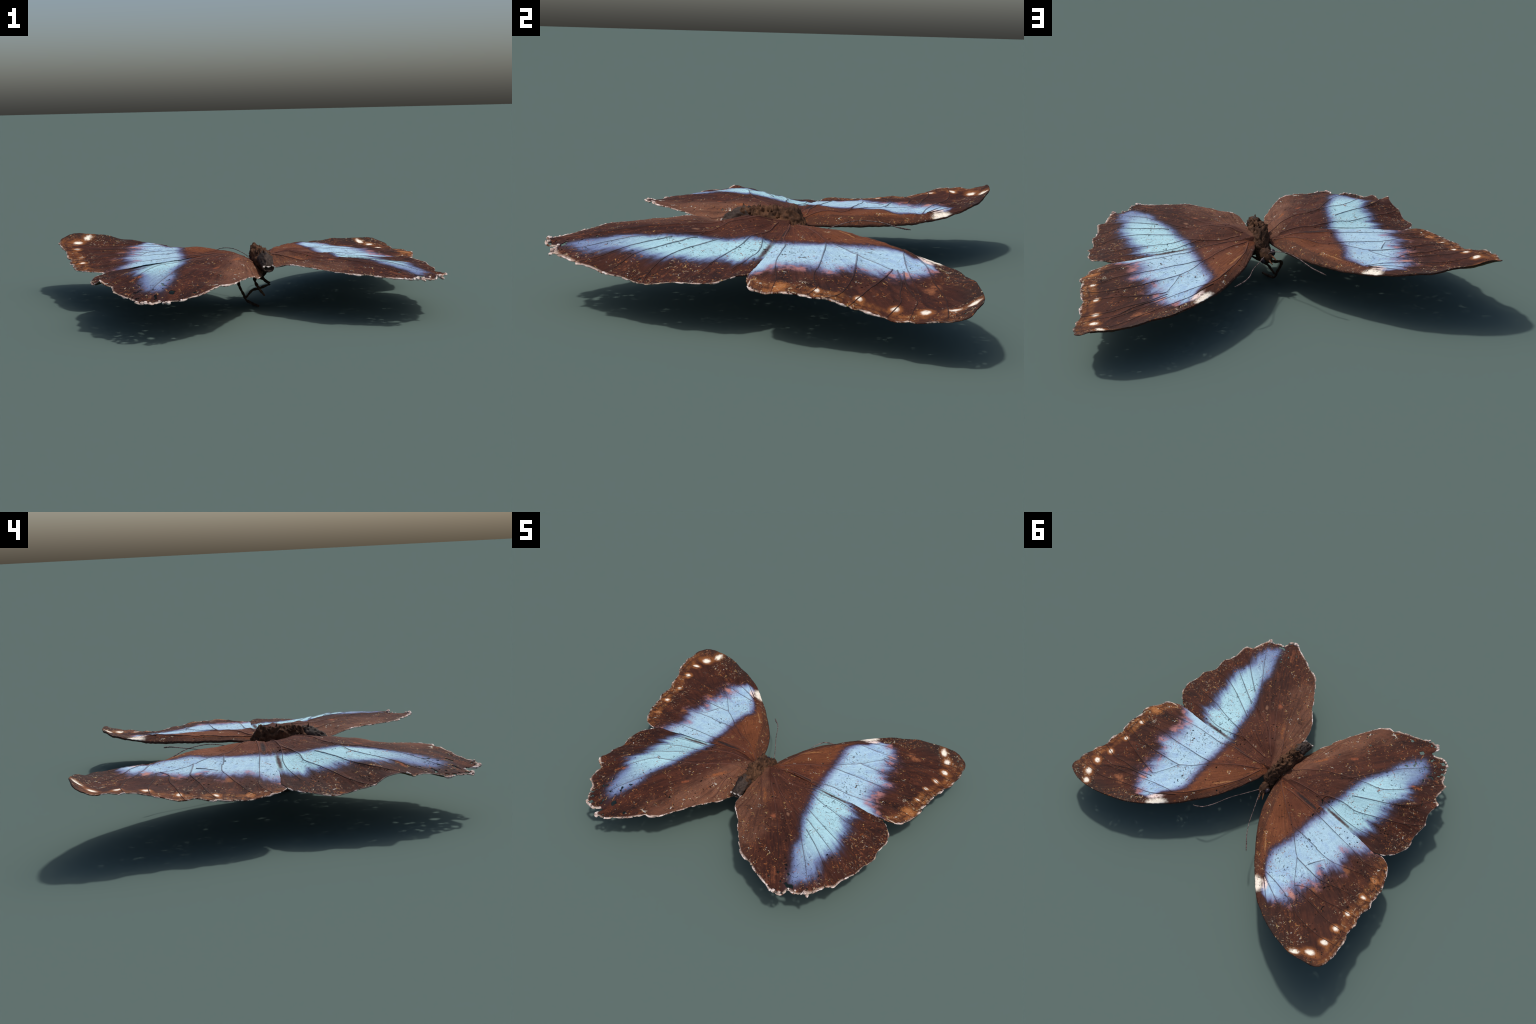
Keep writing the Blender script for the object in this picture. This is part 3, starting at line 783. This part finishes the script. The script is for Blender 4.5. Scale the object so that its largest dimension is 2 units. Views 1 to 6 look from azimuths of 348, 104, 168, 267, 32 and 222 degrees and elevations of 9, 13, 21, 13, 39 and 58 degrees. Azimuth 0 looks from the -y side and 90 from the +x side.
def rolled_edge(wing, edge, height):
    """The thick leading-edge rib, rolled under the wing."""
    p = smooth_path([q[:2] for q in edge], 0.004)
    t = np.linspace(0, 1, len(p))
    inward = np.array([np.sign(edge[8][0]) * 0.5, 0.25]) - p
    inward /= np.linalg.norm(inward, axis=1)[:, None]
    q = p + 0.0025 * inward
    rad = 0.0048 * (1 - 0.55 * t) * np.array([1 + 0.3 * noise.noise(Vector((a * 50, b * 50, 3))) for a, b in p])
    vv, ff = tube(np.c_[q, height(q) - 0.0058], rad, 8, squash=1.35)
    return new_object("leading_edge", vv, ff, [ROLL], wing)


UNDER = {"fore": underside("forewing_underside", 2.0), "hind": underside("hindwing_underside", 6.0)}
fr, z_fr = build_wing("FR", FR_EDGE, FR_INNER, FR_CREASE, FR_RELIEF, FR_VEINS, [(0.055, 0.02), (0.045, 0.045)], (20, 51))
fl, z_fl = build_wing("FL", FL_EDGE, FL_INNER, FL_CREASE, FL_RELIEF, FL_VEINS, [(-0.01, 0.01)], (24, 56))
def under_edge(inner):
    """The hindwing runs just beneath the forewing's trailing edge."""
    return [(x, y, z - 0.005) for x, y, z in inner[2:-1]]


hr, z_hr = build_wing("HR", HR_EDGE, None, [], HR_RELIEF + under_edge(FR_INNER), HR_VEINS,
                      [(0.03, -0.12), (0.04, 0.02), (0.10, 0.05), (0.25, 0.085), (0.45, 0.10), (0.65, 0.09)], (0, 49))
hl, z_hl = build_wing("HL", HL_EDGE, None, [], HL_RELIEF + under_edge(FL_INNER), HL_VEINS,
                      [(0.012, -0.15), (-0.005, 0.01), (-0.10, 0.045), (-0.25, 0.07), (-0.42, 0.065), (-0.60, 0.055), (-0.70, 0.02)], (0, 51))


rolled_edge(fr, FR_EDGE[0:20], z_fr)
rolled_edge(fl, FL_EDGE[0:23], z_fl)

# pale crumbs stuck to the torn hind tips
def crumb(verts, faces, c, r, seed):
    bm = bmesh.new()
    bmesh.ops.create_icosphere(bm, subdivisions=3, radius=1)
    base = len(verts)
    for v in bm.verts:
        k = 1 + 0.35 * noise.noise(v.co * 1.6 + Vector((seed, 0, 0))) + 0.15 * noise.noise(v.co * 4 + Vector((0, seed, 0)))
        verts.append(np.array(c) + np.array(v.co) * np.array(r) * k)
    faces.extend([tuple(base + v.index for v in f.verts) for f in bm.faces])
    bm.free()


for wing, key, places in ((hr, "HR", [(0.602, -0.798, 0.231, 0.012), (0.585, -0.800, 0.229, 0.008), (0.745, -0.715, 0.222, 0.010), (0.735, -0.708, 0.222, 0.008), (0.69, -0.725, 0.22, 0.006), (0.655, -0.735, 0.221, 0.006), (0.630, -0.785, 0.226, 0.008), (0.55, -0.778, 0.229, 0.006)]),
                          (hl, "HL", [(-0.545, -0.832, 0.196, 0.011), (-0.556, -0.822, 0.194, 0.008), (-0.640, -0.775, 0.190, 0.010), (-0.655, -0.772, 0.190, 0.009), (-0.62, -0.778, 0.187, 0.007), (-0.675, -0.758, 0.192, 0.007), (-0.578, -0.762, 0.19, 0.006), (-0.49, -0.826, 0.201, 0.007)])):
    vv, ff = [], []
    for i, (x, y, z, r) in enumerate(places):
        crumb(vv, ff, (x, y, z), (r, r * 0.9, r * 0.75), i * 3.3)
    new_object("crumb", vv, ff, [FRINGE], wing, kind="stuff")


# ------------------------------------------------------------------ body
def loft(rings, sides, rough, freq, seed, open_end=False):
    """rings: (cx, y, cz, rx, rz). Returns a displaced closed skin along the body axis."""
    p = smooth_path(rings, 0.004)
    verts, faces = [], []
    for c in p:
        for k in range(sides):
            a = 2 * math.pi * k / sides
            q = Vector((c[0] + c[3] * math.cos(a), c[1], c[2] + c[4] * math.sin(a)))
            n = Vector((math.cos(a), 0, math.sin(a)))
            d = noise.noise(q * freq + Vector((seed, 0, 0))) + 0.5 * noise.noise(q * freq * 2.9 + Vector((0, seed, 0))) + 0.3 * noise.noise(q * freq * 7)
            ridge = 0.8 * abs(noise.noise(q * freq * 1.8 + Vector((0, 0, seed)))) + 0.5 * abs(noise.noise(q * freq * 4.5 + Vector((seed, 0, seed))))
            top = 0.6 + 0.6 * max(0, math.sin(a))
            verts.append(q + n * rough * top * (d - 1.5 * ridge))
    m = len(p)
    for i in range(m - 1):
        for k in range(sides):
            a, b = i * sides + k, i * sides + (k + 1) % sides
            faces.append((a, a + sides, b + sides, b))
    faces.append(tuple(range(sides)))
    if not open_end:
        faces.append(tuple((m - 1) * sides + k for k in range(sides))[::-1])
    return verts, faces


tv, tf = loft([(0.022, 0.092, 0.205, 0.020, 0.024), (0.024, 0.078, 0.208, 0.036, 0.050), (0.024, 0.055, 0.212, 0.046, 0.078), (0.023, 0.020, 0.218, 0.049, 0.090),
               (0.022, -0.020, 0.222, 0.052, 0.092), (0.020, -0.060, 0.232, 0.052, 0.088), (0.018, -0.095, 0.246, 0.050, 0.074), (0.017, -0.125, 0.252, 0.045, 0.064), (0.018, -0.155, 0.254, 0.047, 0.060), (0.018, -0.190, 0.254, 0.043, 0.053), (0.018, -0.205, 0.256, 0.032, 0.040)],
              90, 0.020, 15, 3.0)
# ragged peaks of scales along the back
for cx, cy, cz, h, r in ((0.021, -0.049, 0.300, 0.034, 0.010), (-0.004, -0.092, 0.298, 0.032, 0.012), (0.018, -0.191, 0.296, 0.032, 0.012), (0.040, -0.075, 0.295, 0.026, 0.010), (0.030, -0.125, 0.300, 0.030, 0.014),
                         (0.005, -0.130, 0.302, 0.026, 0.012), (0.050, -0.040, 0.285, 0.022, 0.010), (-0.018, -0.050, 0.288, 0.020, 0.010), (0.045, -0.150, 0.288, 0.026, 0.012), (-0.010, -0.165, 0.288, 0.024, 0.012), (0.02, 0.0, 0.30, 0.010, 0.012)):
    lean = rng.uniform(-0.25, 0.25, 2)
    pth = [(cx + lean[0] * h * t, cy + lean[1] * h * t, cz - 0.018 + (h + 0.002) * t) for t in np.linspace(0, 1, 7)]
    tube(pth, [r * (1 - t) ** 0.8 + 0.001 for t in np.linspace(0, 1, 7)], 7, tv, tf, squash=0.6)
new_object("thorax", tv, tf, [BODY], butterfly)

av, af = loft([(0.019, -0.160, 0.255, 0.034, 0.042), (0.018, -0.185, 0.257, 0.037, 0.048), (0.018, -0.210, 0.255, 0.036, 0.048), (0.018, -0.235, 0.247, 0.034, 0.043),
               (0.018, -0.262, 0.236, 0.031, 0.034), (0.018, -0.282, 0.228, 0.029, 0.022), (0.018, -0.272, 0.228, 0.018, 0.012)], 56, 0.009, 26, 8.0)
ab = new_object("abdomen", av, af, [ABDOMEN], butterfly)
# pale torn crust on the upper rim of the tip
for lo_, hi_ in ((0.25, 1.05), (1.25, 1.95), (2.15, 2.95)):
    th = np.linspace(lo_, hi_, 16)
    rim = [(0.018 + 0.030 * math.cos(a), -0.284 + 0.003 * noise.noise(Vector((math.cos(a) * 4, math.sin(a) * 4, 1))), 0.226 + 0.022 * math.sin(a) - 0.012 * max(0, math.sin(a)) ** 8) for a in th]
    rv, rf = tube(rim, [(0.0028 + 0.0022 * noise.noise(Vector((x * 150, 0, z * 150)))) * (0.5 + math.sin(math.pi * k / 15)) for k, (x, y, z) in enumerate(rim)], 7)
    new_object("torn_rim", rv, rf, [TORN], ab, kind="stuff")

# head, hanging down in front
hv, hf = loft([(0.020, 0.082, 0.200, 0.022, 0.022), (0.018, 0.096, 0.200, 0.030, 0.030), (0.016, 0.115, 0.196, 0.034, 0.033), (0.014, 0.135, 0.190, 0.028, 0.028), (0.010, 0.152, 0.184, 0.014, 0.014)], 40, 0.006, 40, 5.0)
head = new_object("head", hv, hf, [BODY], butterfly)


def ball(name, c, r, mat, parent, stretch=(1, 1, 1)):
    bm = bmesh.new()
    bmesh.ops.create_icosphere(bm, subdivisions=4, radius=r)
    vs = [np.array(v.co) * np.array(stretch) + np.array(c) for v in bm.verts]
    fs = [tuple(v.index for v in f.verts) for f in bm.faces]
    bm.free()
    return new_object(name, vs, fs, [mat], parent)


ball("eye", (-0.014, 0.118, 0.206), 0.0175, EYE, head, (0.85, 1, 1.05))
ball("eye", (0.036, 0.128, 0.172), 0.0165, EYE, head, (0.85, 1, 1.05))
for name, pth, r0, r1, mat, par in (
        ("palp", [(-0.004, 0.140, 0.196), (-0.014, 0.156, 0.190), (-0.023, 0.172, 0.180)], 0.006, 0.0025, RUST, head),
        ("palp", [(0.012, 0.140, 0.184), (0.008, 0.162, 0.174), (0.000, 0.180, 0.166)], 0.006, 0.0025, RUST, head)):
    p = smooth_path(pth, 0.003)
    vv, ff = tube(p, np.linspace(r0, r1, len(p)), 8)
    new_object(name, vv, ff, [mat], par)


def feeler(pts):
    p = smooth_path(pts, 0.0035)
    n = len(p)
    t = np.linspace(0, 1, n)
    rad = (0.0019 + 0.0016 * np.clip((t - 0.65) / 0.3, 0, 1)) * (1 + 0.22 * np.sin(np.arange(n) * 1.9)) * (1 - 0.6 * np.clip((t - 0.95) / 0.05, 0, 1))
    vv, ff = tube(p, rad, 8)
    return new_object("antenna", vv, ff, [ANTENNA], head)


feeler([(0.010, 0.140, 0.205), (0.008, 0.154, 0.219), (-0.014, 0.196, 0.238), (-0.057, 0.272, 0.256), (-0.101, 0.362, 0.250), (-0.140, 0.423, 0.229), (-0.172, 0.458, 0.216), (-0.200, 0.490, 0.207)])
feeler([(0.028, 0.128, 0.188), (0.034, 0.138, 0.193), (0.080, 0.221, 0.193), (0.107, 0.273, 0.197), (0.127, 0.318, 0.199), (0.153, 0.397, 0.206), (0.178, 0.445, 0.208), (0.194, 0.461, 0.205), (0.222, 0.476, 0.199), (0.242, 0.482, 0.194)])


def leg(pts, radii):
    p = smooth_path(pts, 0.004)
    s = np.linspace(0, len(radii) - 1, len(p))
    rad = 1.12 * np.interp(s, range(len(radii)), radii)
    rad = rad * np.array([1 + 0.45 * noise.noise(Vector(q) * 70) + 0.25 * noise.noise(Vector(q) * 200) for q in p])
    vv, ff = tube(p, rad, 9)
    return new_object("leg", vv, ff, [LEG], butterfly)


leg([(0.005, 0.080, 0.150), (-0.040, 0.055, 0.130), (-0.077, 0.031, 0.116), (-0.074, 0.015, 0.085), (-0.058, 0.004, 0.050), (-0.045, -0.002, 0.020), (-0.030, -0.035, 0.012), (-0.016, -0.075, 0.0085), (-0.002, -0.112, 0.0065)],
    [0.011, 0.008, 0.0065, 0.0065, 0.007, 0.0065, 0.006, 0.006, 0.0055])
leg([(0.025, -0.060, 0.150), (0.042, -0.085, 0.132), (0.060, -0.100, 0.117), (0.036, -0.085, 0.103), (0.010, -0.070, 0.090), (-0.016, -0.040, 0.079), (-0.032, -0.022, 0.058), (-0.046, -0.008, 0.034)],
    [0.010, 0.008, 0.0068, 0.006, 0.006, 0.006, 0.0055, 0.0045])
leg([(-0.010, -0.090, 0.170), (-0.020, -0.120, 0.140), (-0.008, -0.160, 0.107), (0.006, -0.180, 0.086), (0.014, -0.190, 0.075)],
    [0.010, 0.007, 0.0065, 0.006, 0.0045])
